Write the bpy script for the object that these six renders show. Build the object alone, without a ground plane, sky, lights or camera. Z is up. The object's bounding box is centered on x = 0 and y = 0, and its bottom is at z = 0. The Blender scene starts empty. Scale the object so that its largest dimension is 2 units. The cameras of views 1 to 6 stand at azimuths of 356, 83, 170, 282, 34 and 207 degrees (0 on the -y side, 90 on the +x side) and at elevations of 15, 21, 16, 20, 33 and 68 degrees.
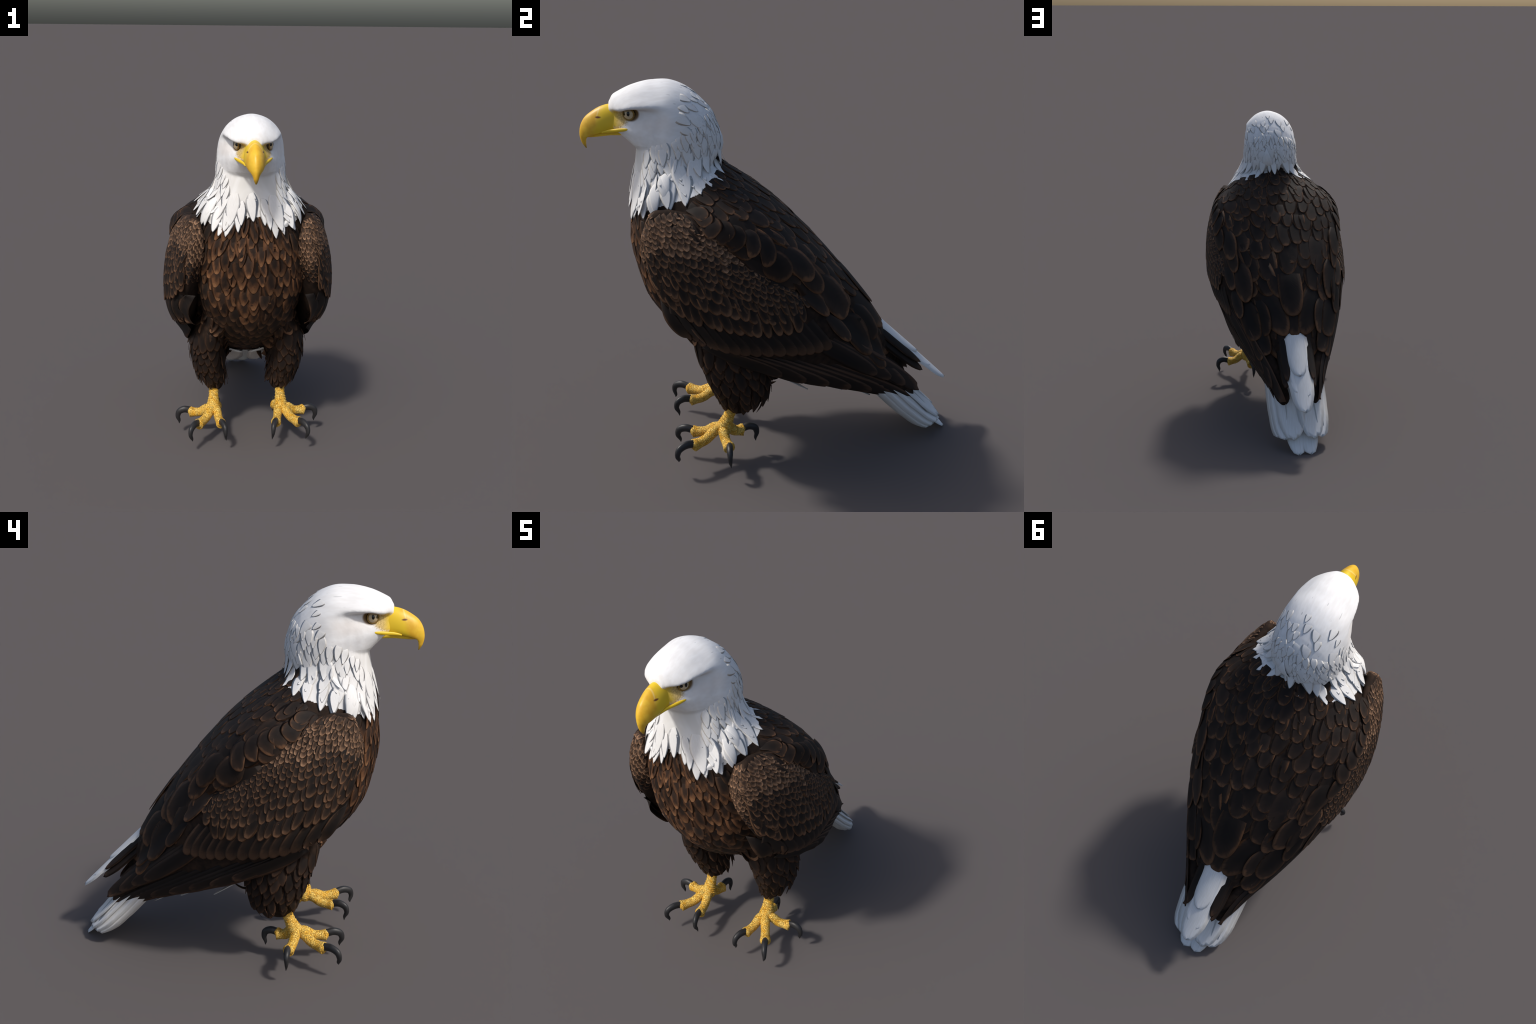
# A bald eagle standing upright, wings folded: built part by part from lofts,
# then clothed in individual feathers laid in tracts over those forms.
import bpy, bmesh, math, random
import numpy as np
from mathutils import Vector, Matrix
from mathutils.bvhtree import BVHTree

random.seed(11)
R = random.Random(5)
SC = bpy.context.scene.collection

# ------------------------------------------------------------------ helpers
def V(*a):
    return Vector(a)

def cr(p0, p1, p2, p3, t):
    """Catmull-Rom on numpy arrays."""
    return 0.5 * ((2 * p1) + (-p0 + p2) * t + (2 * p0 - 5 * p1 + 4 * p2 - p3) * t * t
                  + (-p0 + 3 * p1 - 3 * p2 + p3) * t ** 3)

def spline(pts, t, mirror=False):
    """Point at t in 0..1 along a Catmull-Rom through pts (index-uniform)."""
    P = np.asarray(pts, float)
    n = len(P) - 1
    f = min(max(t, 0.0), 1.0) * n
    i = min(int(f), n - 1)
    u = f - i
    def g(k):
        if k < 0:
            return P[1] * [-1, 1] if mirror else 2 * P[0] - P[1]
        if k > n:
            return P[n - 1] * [-1, 1] if mirror else 2 * P[n] - P[n - 1]
        return P[k]
    return cr(g(i - 1), g(i), g(i + 1), g(i + 2), u)

def new_obj(name, mesh, parent=None, mat=None, smooth=True):
    o = bpy.data.objects.new(name, mesh)
    SC.objects.link(o)
    if parent is not None:
        o.parent = parent
    if mat is not None:
        mesh.materials.clear()
        mesh.materials.append(mat)
    if smooth:
        mesh.polygons.foreach_set("use_smooth", [True] * len(mesh.polygons))
    return o

def loft(rings, cap=True, name="loft"):
    """Skin closed rings of equal length."""
    n = len(rings[0])
    verts = [tuple(p) for r in rings for p in r]
    faces = []
    for k in range(len(rings) - 1):
        a, b = k * n, (k + 1) * n
        for i in range(n):
            j = (i + 1) % n
            faces.append((a + i, a + j, b + j, b + i))
    if cap:
        for k in (0, len(rings) - 1):
            c = np.mean(np.asarray([list(p) for p in rings[k]]), axis=0)
            verts.append(tuple(c))
            m = len(verts) - 1
            for i in range(n):
                j = (i + 1) % n
                faces.append((k * n + i, k * n + j, m))
    me = bpy.data.meshes.new(name)
    me.from_pydata(verts, [], faces)
    bm = bmesh.new()
    bm.from_mesh(me)
    bmesh.ops.recalc_face_normals(bm, faces=bm.faces)
    bm.to_mesh(me)
    bm.free()
    return me

def apply_mods(ob, keep_name):
    dg = bpy.context.evaluated_depsgraph_get()
    me = bpy.data.meshes.new_from_object(ob.evaluated_get(dg))
    me.name = keep_name
    bpy.data.objects.remove(ob)
    return me

def interp(table, x, col):
    xs = [r[0] for r in table]
    return float(np.interp(x, xs, [r[col] for r in table]))

# ------------------------------------------------------------------ materials
class NT:
    """Small wrapper for writing node graphs as expressions."""
    def __init__(self, name):
        self.mat = bpy.data.materials.new(name)
        self.mat.use_nodes = True
        self.t = self.mat.node_tree
        self.bsdf = self.t.nodes["Principled BSDF"]
        self.tc = self.t.nodes.new("ShaderNodeTexCoord")
        self.obj = self.tc.outputs["Object"]
    def put(self, sock, v):
        if hasattr(v, "is_linked") or isinstance(v, bpy.types.NodeSocket):
            self.t.links.new(v, sock)
        else:
            sock.default_value = v
    def m(self, op, a, b=0.0, c=0.0, clamp=False):
        n = self.t.nodes.new("ShaderNodeMath")
        n.operation, n.use_clamp = op, clamp
        for s, v in zip(n.inputs, (a, b, c)):
            self.put(s, v)
        return n.outputs[0]
    def xyz(self, v):
        n = self.t.nodes.new("ShaderNodeSeparateXYZ")
        self.put(n.inputs[0], v)
        return n.outputs
    def mapping(self, v, scale=(1, 1, 1), loc=(0, 0, 0)):
        n = self.t.nodes.new("ShaderNodeMapping")
        self.put(n.inputs["Vector"], v)
        n.inputs["Scale"].default_value = scale
        n.inputs["Location"].default_value = loc
        return n.outputs[0]
    def noise(self, v, scale, detail=3, rough=0.55, dist=0.0):
        n = self.t.nodes.new("ShaderNodeTexNoise")
        self.put(n.inputs["Vector"], v)
        n.inputs["Scale"].default_value = scale
        n.inputs["Detail"].default_value = detail
        n.inputs["Roughness"].default_value = rough
        n.inputs["Distortion"].default_value = dist
        return n.outputs[0]
    def ramp(self, f, stops):
        n = self.t.nodes.new("ShaderNodeValToRGB")
        self.put(n.inputs[0], f)
        e = n.color_ramp.elements
        while len(e) < len(stops):
            e.new(0.5)
        for k, (p, c) in zip(e, stops):
            k.position = p
            k.color = (*c, 1) if len(c) == 3 else c
        return n.outputs[0]
    def remap(self, v, a, b, c=0.0, d=1.0):
        n = self.t.nodes.new("ShaderNodeMapRange")
        n.clamp = True
        n.interpolation_type = "SMOOTHSTEP"
        for s, x in zip(n.inputs, (v, a, b, c, d)):
            self.put(s, x)
        return n.outputs[0]
    def mix(self, f, a, b, mode="MIX"):
        n = self.t.nodes.new("ShaderNodeMix")
        n.data_type, n.blend_type = "RGBA", mode
        self.put(n.inputs[0], f)
        self.put(n.inputs[6], (*a, 1) if isinstance(a, tuple) and len(a) == 3 else a)
        self.put(n.inputs[7], (*b, 1) if isinstance(b, tuple) and len(b) == 3 else b)
        return n.outputs[2]
    def gain(self, col, f):
        n = self.t.nodes.new("ShaderNodeVectorMath")
        n.operation = "SCALE"
        self.put(n.inputs[0], col)
        self.put(n.inputs["Scale"], f)
        return n.outputs[0]
    def dist(self, v, c, r):
        """Distance from c in an ellipsoidal metric with radii r (|x| mirrored)."""
        x, y, z = self.xyz(v)
        ax = self.m("ABSOLUTE", x)
        dx = self.m("DIVIDE", self.m("SUBTRACT", ax, c[0]), r[0])
        dy = self.m("DIVIDE", self.m("SUBTRACT", y, c[1]), r[1])
        dz = self.m("DIVIDE", self.m("SUBTRACT", z, c[2]), r[2])
        q = self.m("ADD", self.m("ADD", self.m("MULTIPLY", dx, dx), self.m("MULTIPLY", dy, dy)), self.m("MULTIPLY", dz, dz))
        return self.m("SQRT", q)
    def bump(self, h, strength=0.3, d=0.005):
        n = self.t.nodes.new("ShaderNodeBump")
        n.inputs["Strength"].default_value = strength
        n.inputs["Distance"].default_value = d
        self.put(n.inputs["Height"], h)
        self.t.links.new(n.outputs[0], self.bsdf.inputs["Normal"])
    def done(self, col, rough=0.7, spec=0.25):
        self.put(self.bsdf.inputs["Base Color"], (*col, 1) if isinstance(col, tuple) else col)
        self.put(self.bsdf.inputs["Roughness"], rough)
        self.bsdf.inputs["Specular IOR Level"].default_value = spec
        return self.mat

X0 = 0.45   # where a vane starts to round off towards its tip

def feather_material(name, dark, mid, edge, p=2.0, edge_from=0.72, streak=0.35, vary=0.35, tip=None, rough=0.72, spec=0.2, tip_narrow=0.0, blotch=0.35):
    n = NT(name)
    x, y, z = n.xyz(n.obj)
    a = n.m("MAXIMUM", n.m("DIVIDE", n.m("SUBTRACT", x, X0), 1 - X0), 0.0)
    b = n.m("MULTIPLY", n.m("ABSOLUTE", y), 2.0)
    r = n.m("POWER", n.m("ADD", n.m("POWER", a, p), n.m("POWER", b, p)), 1.0 / p)
    info = n.t.nodes.new("ShaderNodeObjectInfo")
    rnd = info.outputs["Random"]
    # barbs sweep from the shaft to the edge
    cmb = n.t.nodes.new("ShaderNodeCombineXYZ")
    n.put(cmb.inputs[0], n.m("SUBTRACT", x, n.m("MULTIPLY", b, 0.25)))
    n.put(cmb.inputs[1], y)
    n.put(cmb.inputs[2], n.m("MULTIPLY", rnd, 37.0))
    barb = n.noise(n.mapping(cmb.outputs[0], (14, 2.5, 1)), 2.2, 4, 0.65)
    blot = n.noise(n.mapping(cmb.outputs[0], (2.0, 1.6, 1)), 1.6, 2, 0.5)
    rr = n.m("ADD", r, n.m("MULTIPLY", n.m("SUBTRACT", blot, 0.5), blotch))
    rr = n.m("ADD", rr, n.m("MULTIPLY", n.m("SUBTRACT", barb, 0.5), 0.16))
    col = n.mix(n.remap(rr, 0.25, edge_from + 0.12), dark, mid)
    col = n.mix(n.remap(rr, edge_from, 1.0), col, edge)
    if tip is not None:
        xt = n.m("SUBTRACT", n.m("ADD", x, n.m("MULTIPLY", barb, 0.2)), n.m("MULTIPLY", b, tip_narrow))
        col = n.mix(n.remap(xt, 0.78, 1.1), col, tip)
    g = n.m("ADD", 1 - streak / 2, n.m("MULTIPLY", barb, streak))
    g = n.m("MULTIPLY", g, n.m("ADD", 1 - vary / 2, n.m("MULTIPLY", rnd, vary)))
    col = n.gain(col, g)
    n.bump(barb, 0.25, 0.003)
    return n.done(col, rough, spec)

WHITE = (0.80, 0.80, 0.80)
def white_material(name, p=2.0):
    n = NT(name)
    info = n.t.nodes.new("ShaderNodeObjectInfo")
    barb = n.noise(n.mapping(n.obj, (4, 30, 1)), 1.5, 3)
    col = n.mix(n.remap(barb, 0.35, 0.75), (0.74, 0.73, 0.71), (0.84, 0.84, 0.84))
    col = n.gain(col, n.m("ADD", 0.95, n.m("MULTIPLY", info.outputs["Random"], 0.07)))
    n.bump(barb, 0.12, 0.003)
    return n.done(col, 0.75, 0.2)

def body_brown():
    n = NT("brown_down")
    a = n.noise(n.obj, 26, 4, 0.6)
    col = n.ramp(a, [(0.3, (0.010, 0.007, 0.006)), (0.6, (0.030, 0.018, 0.012)), (0.8, (0.055, 0.030, 0.018))])
    n.bump(a, 0.4, 0.006)
    return n.done(col, 0.85, 0.15)

def head_material():
    n = NT("white_head_plumage")
    fine = n.noise(n.mapping(n.obj, (60, 14, 40)), 1.0, 3)
    speck = n.noise(n.obj, 160, 3, 0.6)
    white = n.mix(n.remap(fine, 0.3, 0.75), (0.80, 0.79, 0.78), (0.87, 0.87, 0.87))
    # bare greyish-yellow skin between eye and bill
    d = n.dist(n.obj, (0.062, -0.768, 1.828), (0.055, 0.066, 0.044))
    d = n.m("ADD", d, n.m("MULTIPLY", n.m("SUBTRACT", speck, 0.5), 0.7))
    skin = n.mix(n.remap(speck, 0.30, 0.70), (0.42, 0.30, 0.12), (0.72, 0.53, 0.20))
    hx, hy, hz = n.xyz(n.obj)
    skin = n.mix(n.remap(n.m("ADD", hy, n.m("MULTIPLY", speck, .02)), -0.735, -0.775), skin, (0.78, 0.54, 0.05))
    col = n.mix(n.remap(d, 1.25, 0.70), white, skin)
    # dusky rim round the eye, then a faint grey-brown stripe behind it
    e = n.dist(n.obj, (0.092, -0.696, 1.857), (0.05, 0.036, 0.031))
    col = n.mix(n.remap(e, 1.30, 0.95), col, (0.20, 0.115, 0.04))
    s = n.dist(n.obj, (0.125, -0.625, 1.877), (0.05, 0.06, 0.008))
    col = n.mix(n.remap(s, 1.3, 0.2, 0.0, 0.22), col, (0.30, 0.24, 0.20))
    # warm cream tint on the cheek
    c = n.dist(n.obj, (0.15, -0.60, 1.82), (0.10, 0.12, 0.05))
    col = n.mix(n.remap(c, 1.2, 0.2, 0.0, 0.35), col, (0.72, 0.64, 0.58))
    tick = n.noise(n.mapping(n.obj, (70, 16, 46)), 1.0, 1, .4)  # shadowed gaps between hind-head feathers, drawn in as grey flecks
    hind = n.remap(hy, -.66, -.50)
    col = n.mix(n.m("MULTIPLY", n.remap(tick, 0.70, 0.78, 0, .55), hind), col, (0.30, 0.30, 0.31))
    flake = n.t.nodes.new("ShaderNodeTexVoronoi")
    flake.inputs["Scale"].default_value = 1.0
    n.put(flake.inputs["Vector"], n.mapping(n.obj, (26, 13, 20)))
    n.bump(n.m("ADD", fine, n.m("MULTIPLY", flake.outputs[0], .9)), 0.14, 0.006)
    return n.done(col, 0.75, 0.2)

def bill_material():
    n = NT("yellow_horn")
    x, y, z = n.xyz(n.obj)
    a = n.noise(n.obj, 22, 4, 0.55)
    col = n.mix(n.remap(a, 0.3, 0.7), (0.74, 0.40, 0.022), (0.83, 0.53, 0.045))
    # brighter cere in front of the forehead, paler scar line at its edge
    cere = n.remap(n.m("ADD", n.m("ADD", y, n.m("MULTIPLY", z, -0.35)), n.m("MULTIPLY", a, .03)), -1.495, -1.460)
    col = n.mix(cere, col, (0.84, 0.57, 0.025))
    edge = n.m("ABSOLUTE", n.m("ADD", n.m("ADD", y, n.m("MULTIPLY", z, -0.35)), 1.502))
    top = n.remap(z, 1.815, 1.850)
    col = n.mix(n.m("MULTIPLY", n.remap(edge, 0.006, 0.0, 0.0, 0.45), top), col, (0.86, 0.72, 0.30))
    # horn-coloured hook tip and nostril slit
    col = n.mix(n.remap(z, 1.712, 1.685, 0, 0.8), col, (0.34, 0.20, 0.02))
    nd = n.dist(n.obj, (0.047, -0.853, 1.8365), (0.02, 0.013, 0.0045))
    col = n.mix(n.remap(nd, 1.5, 0.6), col, (0.16, 0.05, 0.01))
    n.bump(a, 0.08, 0.003)
    return n.done(col, 0.42, 0.4)

def leg_material():
    n = NT("scaly_yellow_skin")
    v = n.t.nodes.new("ShaderNodeTexVoronoi")
    v.feature = "DISTANCE_TO_EDGE"
    v.inputs["Scale"].default_value = 95
    n.put(v.inputs["Vector"], n.mapping(n.obj, (1, 1, 1.5)))
    a = n.noise(n.obj, 38, 4, 0.6)
    col = n.mix(n.remap(a, 0.3, 0.68), (0.82, 0.42, 0.030), (0.88, 0.61, 0.15))
    crack = n.remap(v.outputs[0], 0.10, 0.0)
    col = n.mix(n.m("MULTIPLY", crack, 0.55), col, (0.42, 0.20, 0.03))
    pit = n.remap(n.noise(n.obj, 120, 2), 0.70, 0.78, 0.0, 0.6)
    col = n.mix(pit, col, (0.20, 0.11, 0.03))
    n.bump(n.m("ADD", n.m("MULTIPLY", crack, -1.0), a), 0.85, 0.007)
    return n.done(col, 0.6, 0.3)

def claw_material():
    n = NT("black_keratin")
    a = n.noise(n.mapping(n.obj, (1, 1, 1)), 30, 3)
    col = n.mix(a, (0.010, 0.010, 0.011), (0.034, 0.033, 0.034))
    return n.done(col, 0.45, 0.4)

def eye_material():
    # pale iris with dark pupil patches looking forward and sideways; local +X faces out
    n = NT("pale_iris")
    x, y, z = n.xyz(n.obj)
    v = n.t.nodes.new("ShaderNodeVectorMath")
    v.operation = "NORMALIZE"
    n.put(v.inputs[0], n.obj)
    nx, ny, nz = n.xyz(v.outputs[0])
    d1 = n.m("SQRT", n.m("ADD", n.m("POWER", n.m("SUBTRACT", ny, -0.62), 2.0), n.m("POWER", n.m("DIVIDE", n.m("SUBTRACT", nz, 0.10), 1.25), 2.0)))
    d2 = n.m("SQRT", n.m("ADD", n.m("POWER", n.m("SUBTRACT", ny, 0.12), 2.0), n.m("POWER", n.m("DIVIDE", n.m("SUBTRACT", nz, 0.14), 1.6), 2.0)))
    dm = n.m("MINIMUM", d1, d2)
    fib = n.noise(n.mapping(n.obj, (140, 140, 140)), 1.0, 2)
    iris = n.mix(fib, (0.46, 0.35, 0.19), (0.68, 0.56, 0.38))
    col = n.mix(n.remap(dm, 0.27, 0.19), iris, (0.006, 0.006, 0.006))
    rim = n.m("SQRT", n.m("ADD", n.m("POWER", ny, 2.0), n.m("POWER", nz, 2.0)))
    col = n.mix(n.remap(rim, 0.78, 0.90), col, (0.03, 0.02, 0.012))
    return n.done(col, 0.15, 0.5)

M = {}
M["brown"] = body_brown()
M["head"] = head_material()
M["white"] = white_material("white_feather")
M["bill"] = bill_material()
M["leg"] = leg_material()
M["claw"] = claw_material()
M["eye"] = eye_material()
M["back"] = feather_material("blackish_brown_feather", (0.0145, 0.0102, 0.0083), (0.034, 0.0205, 0.0140), (0.135, 0.066, 0.033), 2.1, 0.78, 0.45, 0.6, blotch=.5)
M["covert"] = feather_material("bronze_edged_covert", (0.0135, 0.0100, 0.0084), (0.034, 0.0205, 0.0138), (0.165, 0.086, 0.046), 2.2, 0.64, 0.35, 0.5)
M["lesser"] = feather_material("pale_brown_covert", (0.040, 0.0235, 0.0150), (0.098, 0.055, 0.033), (0.290, 0.168, 0.098), 2.0, 0.52, 0.35, 0.55, blotch=.5)
M["flight"] = feather_material("dark_flight_feather", (0.0115, 0.0090, 0.0080), (0.024, 0.0155, 0.0118), (0.075, 0.040, 0.024), 2.6, 0.84, 0.3, 0.35)
M["second"] = feather_material("brown_secondary", (0.014, 0.0105, 0.0090), (0.032, 0.0195, 0.0130), (0.090, 0.048, 0.027), 2.6, 0.76, 0.3, 0.3, tip=(0.080, 0.043, 0.025))
M["breast"] = feather_material("rusty_breast_feather", (0.022, 0.013, 0.009), (0.112, 0.050, 0.0225), (0.105, 0.049, 0.0235), 1.6, 0.80, 0.8, 1.0, tip=(0.20, 0.098, 0.045), tip_narrow=.2, blotch=1.1)
M["belly"] = feather_material("brown_belly_feather", (0.016, 0.011, 0.0085), (0.050, 0.0265, 0.0155), (0.092, 0.047, 0.025), 1.9, 0.72, 0.6, 0.7, tip=(0.13, 0.067, 0.035), tip_narrow=.2, blotch=.7)
M["thigh"] = feather_material("brown_thigh_feather", (0.015, 0.010, 0.008), (0.030, 0.017, 0.011), (0.075, 0.038, 0.021), 1.6, 0.70, 0.4, 0.5)

# ------------------------------------------------------------------ the eagle
eagle = bpy.data.objects.new("bald_eagle", None)
SC.objects.link(eagle)
eagle["label"] = "bald eagle standing upright with folded wings, white head, yellow beak"
eagle["category"] = "bird of prey"

# ---- torso: slices perpendicular to the sloping body axis.
# s runs down-and-back along the axis, t runs up-and-back; each row is half an outline (x, t)
C45 = math.sqrt(0.5)
def st(x, s, t):
    return V(x, (s + t) * C45, (t - s) * C45)

TORSO = [
    (-1.50, [(0, .47), (.13, .49), (.20, .54), (.24, .62), (.24, .70), (.205, .785), (.125, .85), (0, .88)]),
    (-1.38, [(0, .34), (.17, .38), (.25, .47), (.29, .58), (.30, .70), (.258, .798), (.165, .878), (0, .925)]),
    (-1.24, [(0, .245), (.19, .29), (.28, .40), (.33, .54), (.41, .725), (.350, .818), (.24, .890), (0, .948)]),
    (-1.12, [(0, .178), (.20, .23), (.29, .35), (.35, .52), (.45, .730), (.412, .826), (.288, .912), (0, .966)]),
    (-0.95, [(0, .145), (.19, .205), (.29, .34), (.36, .50), (.45, .725), (.410, .840), (.288, .925), (0, .982)]),
    (-0.80, [(0, .155), (.18, .215), (.28, .36), (.35, .50), (.42, .730), (.390, .845), (.268, .926), (0, .980)]),
    (-0.65, [(0, .190), (.17, .240), (.26, .37), (.33, .50), (.38, .740), (.350, .842), (.248, .925), (0, .972)]),
    (-0.50, [(0, .245), (.16, .280), (.25, .37), (.29, .50), (.34, .725), (.310, .830), (.218, .908), (0, .958)]),
    (-0.35, [(0, .300), (.14, .325), (.21, .41), (.25, .53), (.28, .71), (.265, .808), (.188, .890), (0, .937)]),
    (-0.20, [(0, .370), (.13, .390), (.18, .46), (.20, .56), (.228, .70), (.216, .792), (.158, .866), (0, .909)]),
    (-0.00, [(0, .500), (.10, .515), (.14, .56), (.15, .63), (.15, .71), (.14, .778), (.105, .825), (0, .855)]),
    (0.15, [(0, .590), (.07, .600), (.10, .62), (.11, .66), (.11, .70), (.09, .74), (.06, .770), (0, .790)]),
]
_TS = [r[0] for r in TORSO]
_TP = np.array([r[1] for r in TORSO], float)

def torso_row(s):
    """Half outline control points of the torso at axis position s."""
    f = float(np.interp(s, _TS, range(len(_TS))))
    i = min(int(f), len(_TS) - 2)
    u = f - i
    g = lambda k: _TP[min(max(k, 0), len(_TS) - 1)]
    return cr(g(i - 1), g(i), g(i + 1), g(i + 2), u)

def torso_pt(s, q, sign=1):
    x, t = spline(torso_row(s), q, mirror=True)
    return st(x * sign, s, t)

def torso_mesh():
    rings = []
    for s in np.linspace(_TS[0], _TS[-1], 70):
        row = torso_row(s)
        half = [spline(row, q, True) for q in np.linspace(0, 1, 33)]
        ring = [st(max(x, 0), s, t) for x, t in half] + [st(-max(x, 0), s, t) for x, t in half[-2:0:-1]]
        rings.append(ring)
    return loft(rings)

# ---- skull: slices across the head at each y, half outlines from crown to throat (x, z)
SKULL = [
    (-.800, [(0, 1.902), (.020, 1.898), (.032, 1.887), (.036, 1.872), (.030, 1.860), (.034, 1.840), (.042, 1.815), (.040, 1.790), (.025, 1.775), (0, 1.772)]),
    (-.782, [(0, 1.934), (.034, 1.926), (.058, 1.902), (.066, 1.877), (.044, 1.861), (.046, 1.840), (.056, 1.812), (.058, 1.788), (.036, 1.768), (0, 1.764)]),
    (-.755, [(0, 1.950), (.048, 1.939), (.083, 1.910), (.098, 1.876), (.056, 1.861), (.058, 1.838), (.070, 1.812), (.076, 1.785), (.050, 1.757), (0, 1.752)]),
    (-.725, [(0, 1.965), (.058, 1.951), (.100, 1.918), (.121, 1.881), (.072, 1.867), (.073, 1.838), (.090, 1.810), (.095, 1.775), (.066, 1.735), (0, 1.722)]),
    (-.695, [(0, 1.978), (.064, 1.962), (.110, 1.926), (.135, 1.888), (.084, 1.874), (.084, 1.840), (.106, 1.806), (.112, 1.765), (.080, 1.710), (0, 1.690)]),
    (-.650, [(0, 1.991), (.068, 1.974), (.117, 1.936), (.148, 1.893), (.110, 1.876), (.112, 1.844), (.130, 1.805), (.134, 1.750), (.105, 1.680), (0, 1.640)]),
    (-.600, [(0, 2.000), (.070, 1.982), (.120, 1.943), (.157, 1.899), (.138, 1.874), (.141, 1.846), (.152, 1.805), (.156, 1.745), (.130, 1.660), (0, 1.610)]),
    (-.510, [(0, 1.999), (.076, 1.981), (.130, 1.942), (.162, 1.895), (.174, 1.858), (.180, 1.820), (.184, 1.775), (.188, 1.710), (.170, 1.620), (0, 1.580)]),
    (-.430, [(0, 1.967), (.074, 1.950), (.126, 1.912), (.158, 1.868), (.172, 1.832), (.180, 1.795), (.184, 1.748), (.186, 1.690), (.170, 1.610), (0, 1.580)]),
    (-.360, [(0, 1.908), (.070, 1.893), (.112, 1.862), (.140, 1.827), (.155, 1.793), (.163, 1.758), (.167, 1.722), (.168, 1.680), (.150, 1.620), (0, 1.590)]),
    (-.310, [(0, 1.850), (.054, 1.836), (.090, 1.808), (.113, 1.778), (.126, 1.748), (.132, 1.721), (.134, 1.695), (.130, 1.665), (.108, 1.630), (0, 1.610)]),
    (-.275, [(0, 1.760), (.030, 1.756), (.052, 1.745), (.066, 1.728), (.074, 1.710), (.076, 1.694), (.074, 1.680), (.066, 1.664), (.046, 1.648), (0, 1.640)]),
]
_KS = [r[0] for r in SKULL]
_KP = np.array([r[1] for r in SKULL], float)

def skull_row(y):
    f = float(np.interp(y, _KS, range(len(_KS))))
    i = min(int(f), len(_KS) - 2)
    g = lambda k: _KP[min(max(k, 0), len(_KS) - 1)]
    return cr(g(i - 1), g(i), g(i + 1), g(i + 2), f - i)

def skull_mesh():
    rings = []
    for y in np.linspace(_KS[0], _KS[-1], 80):
        half = [spline(skull_row(y), q, True) for q in np.linspace(0, 1, 41)]
        rings.append([V(max(x, 0), y, z) for x, z in half] + [V(-max(x, 0), y, z) for x, z in half[-2:0:-1]])
    return loft(rings)

# ---- neck: level slices (z, front y, back y, half width)
NECK = [(1.22, -.700, -.10, .27), (1.32, -.722, -.16, .285), (1.40, -.724, -.185, .275), (1.48, -.714, -.240, .248), (1.56, -.702, -.280, .216),
        (1.62, -.690, -.300, .196), (1.68, -.682, -.300, .184), (1.74, -.66, -.290, .170), (1.80, -.62, -.32, .14)]

def neck_pt(z, a, grow=0.0):
    """a = 0 at the throat, pi at the nape."""
    f, b, w = (interp(NECK, z, k) for k in (1, 2, 3))
    c, d = (f + b) / 2, (b - f) / 2
    ca, sa = math.cos(a), math.sin(a)
    e = 0.88
    x = math.copysign(abs(sa) ** e, sa) * (w + grow)
    y = c - math.copysign(abs(ca) ** e, ca) * (d + grow)
    return V(x, y, z)

def neck_mesh():
    return loft([[neck_pt(z, a) for a in np.linspace(0, 2 * math.pi, 64, endpoint=False)] for z in np.linspace(1.22, 1.80, 40)])

# ---- thighs: level slices (z, centre x, centre y, half width, half depth)
THIGH = [(.285, .200, -.228, .042, .052), (.305, .198, -.216, .055, .078), (.35, .211, -.208, .073, .108), (.42, .228, -.212, .090, .138),
         (.50, .234, -.228, .100, .158), (.58, .237, -.240, .104, .170), (.68, .225, -.26, .106, .188), (.80, .19, -.30, .09, .17)]

def thigh_pt(z, a, sign=1, grow=0.0):
    cx, cy, w, d = (interp(THIGH, z, k) for k in (1, 2, 3, 4))
    return V(sign * (cx + math.sin(a) * (w + grow)), cy - math.cos(a) * (d + grow), z)

def thigh_mesh(sign):
    return loft([[thigh_pt(z, a, sign) for a in np.linspace(0, 2 * math.pi, 40, endpoint=False)] for z in np.linspace(.285, .80, 30)])

# ---- fuse them to one smooth skin
bm = bmesh.new()
for me in (torso_mesh(), skull_mesh(), neck_mesh(), thigh_mesh(1), thigh_mesh(-1)):
    bm.from_mesh(me)
    bpy.data.meshes.remove(me)
skin = bpy.data.meshes.new("skin")
bm.to_mesh(skin)
bm.free()
ob = new_obj("skin", skin)
md = ob.modifiers.new("Remesh", "REMESH")
md.mode, md.voxel_size, md.use_smooth_shade = "VOXEL", 0.0060, True
md = ob.modifiers.new("Smooth", "SMOOTH")
md.factor, md.iterations = 0.5, 5
body = apply_mods(ob, "body")

# ---- split by region; border vertices coincide and keep the whole body's normals
def hackle_edge(p):
    """Height where the white neck plumage gives way to brown, by bearing round the neck."""
    a = math.atan2(abs(p.x), -(p.y + 0.47))        # 0 throat .. pi nape
    return float(np.interp(a, [0, .30, .55, .85, 1.2, 1.6, 2.1, 2.7, 3.15], [1.465, 1.425, 1.395, 1.40, 1.44, 1.475, 1.525, 1.575, 1.595]))

def region(c):
    if c.z > 1.36 and c.z > hackle_edge(c) + 0.012:
        return "head" if c.z > 1.705 - 0.30 * max(0, c.y + 0.62) else "neck"
    if c.z < 0.60 and abs(c.x) > 0.12 and c.y < 0.0:
        return "leg_right" if c.x < 0 else "leg_left"
    return "torso"

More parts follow.
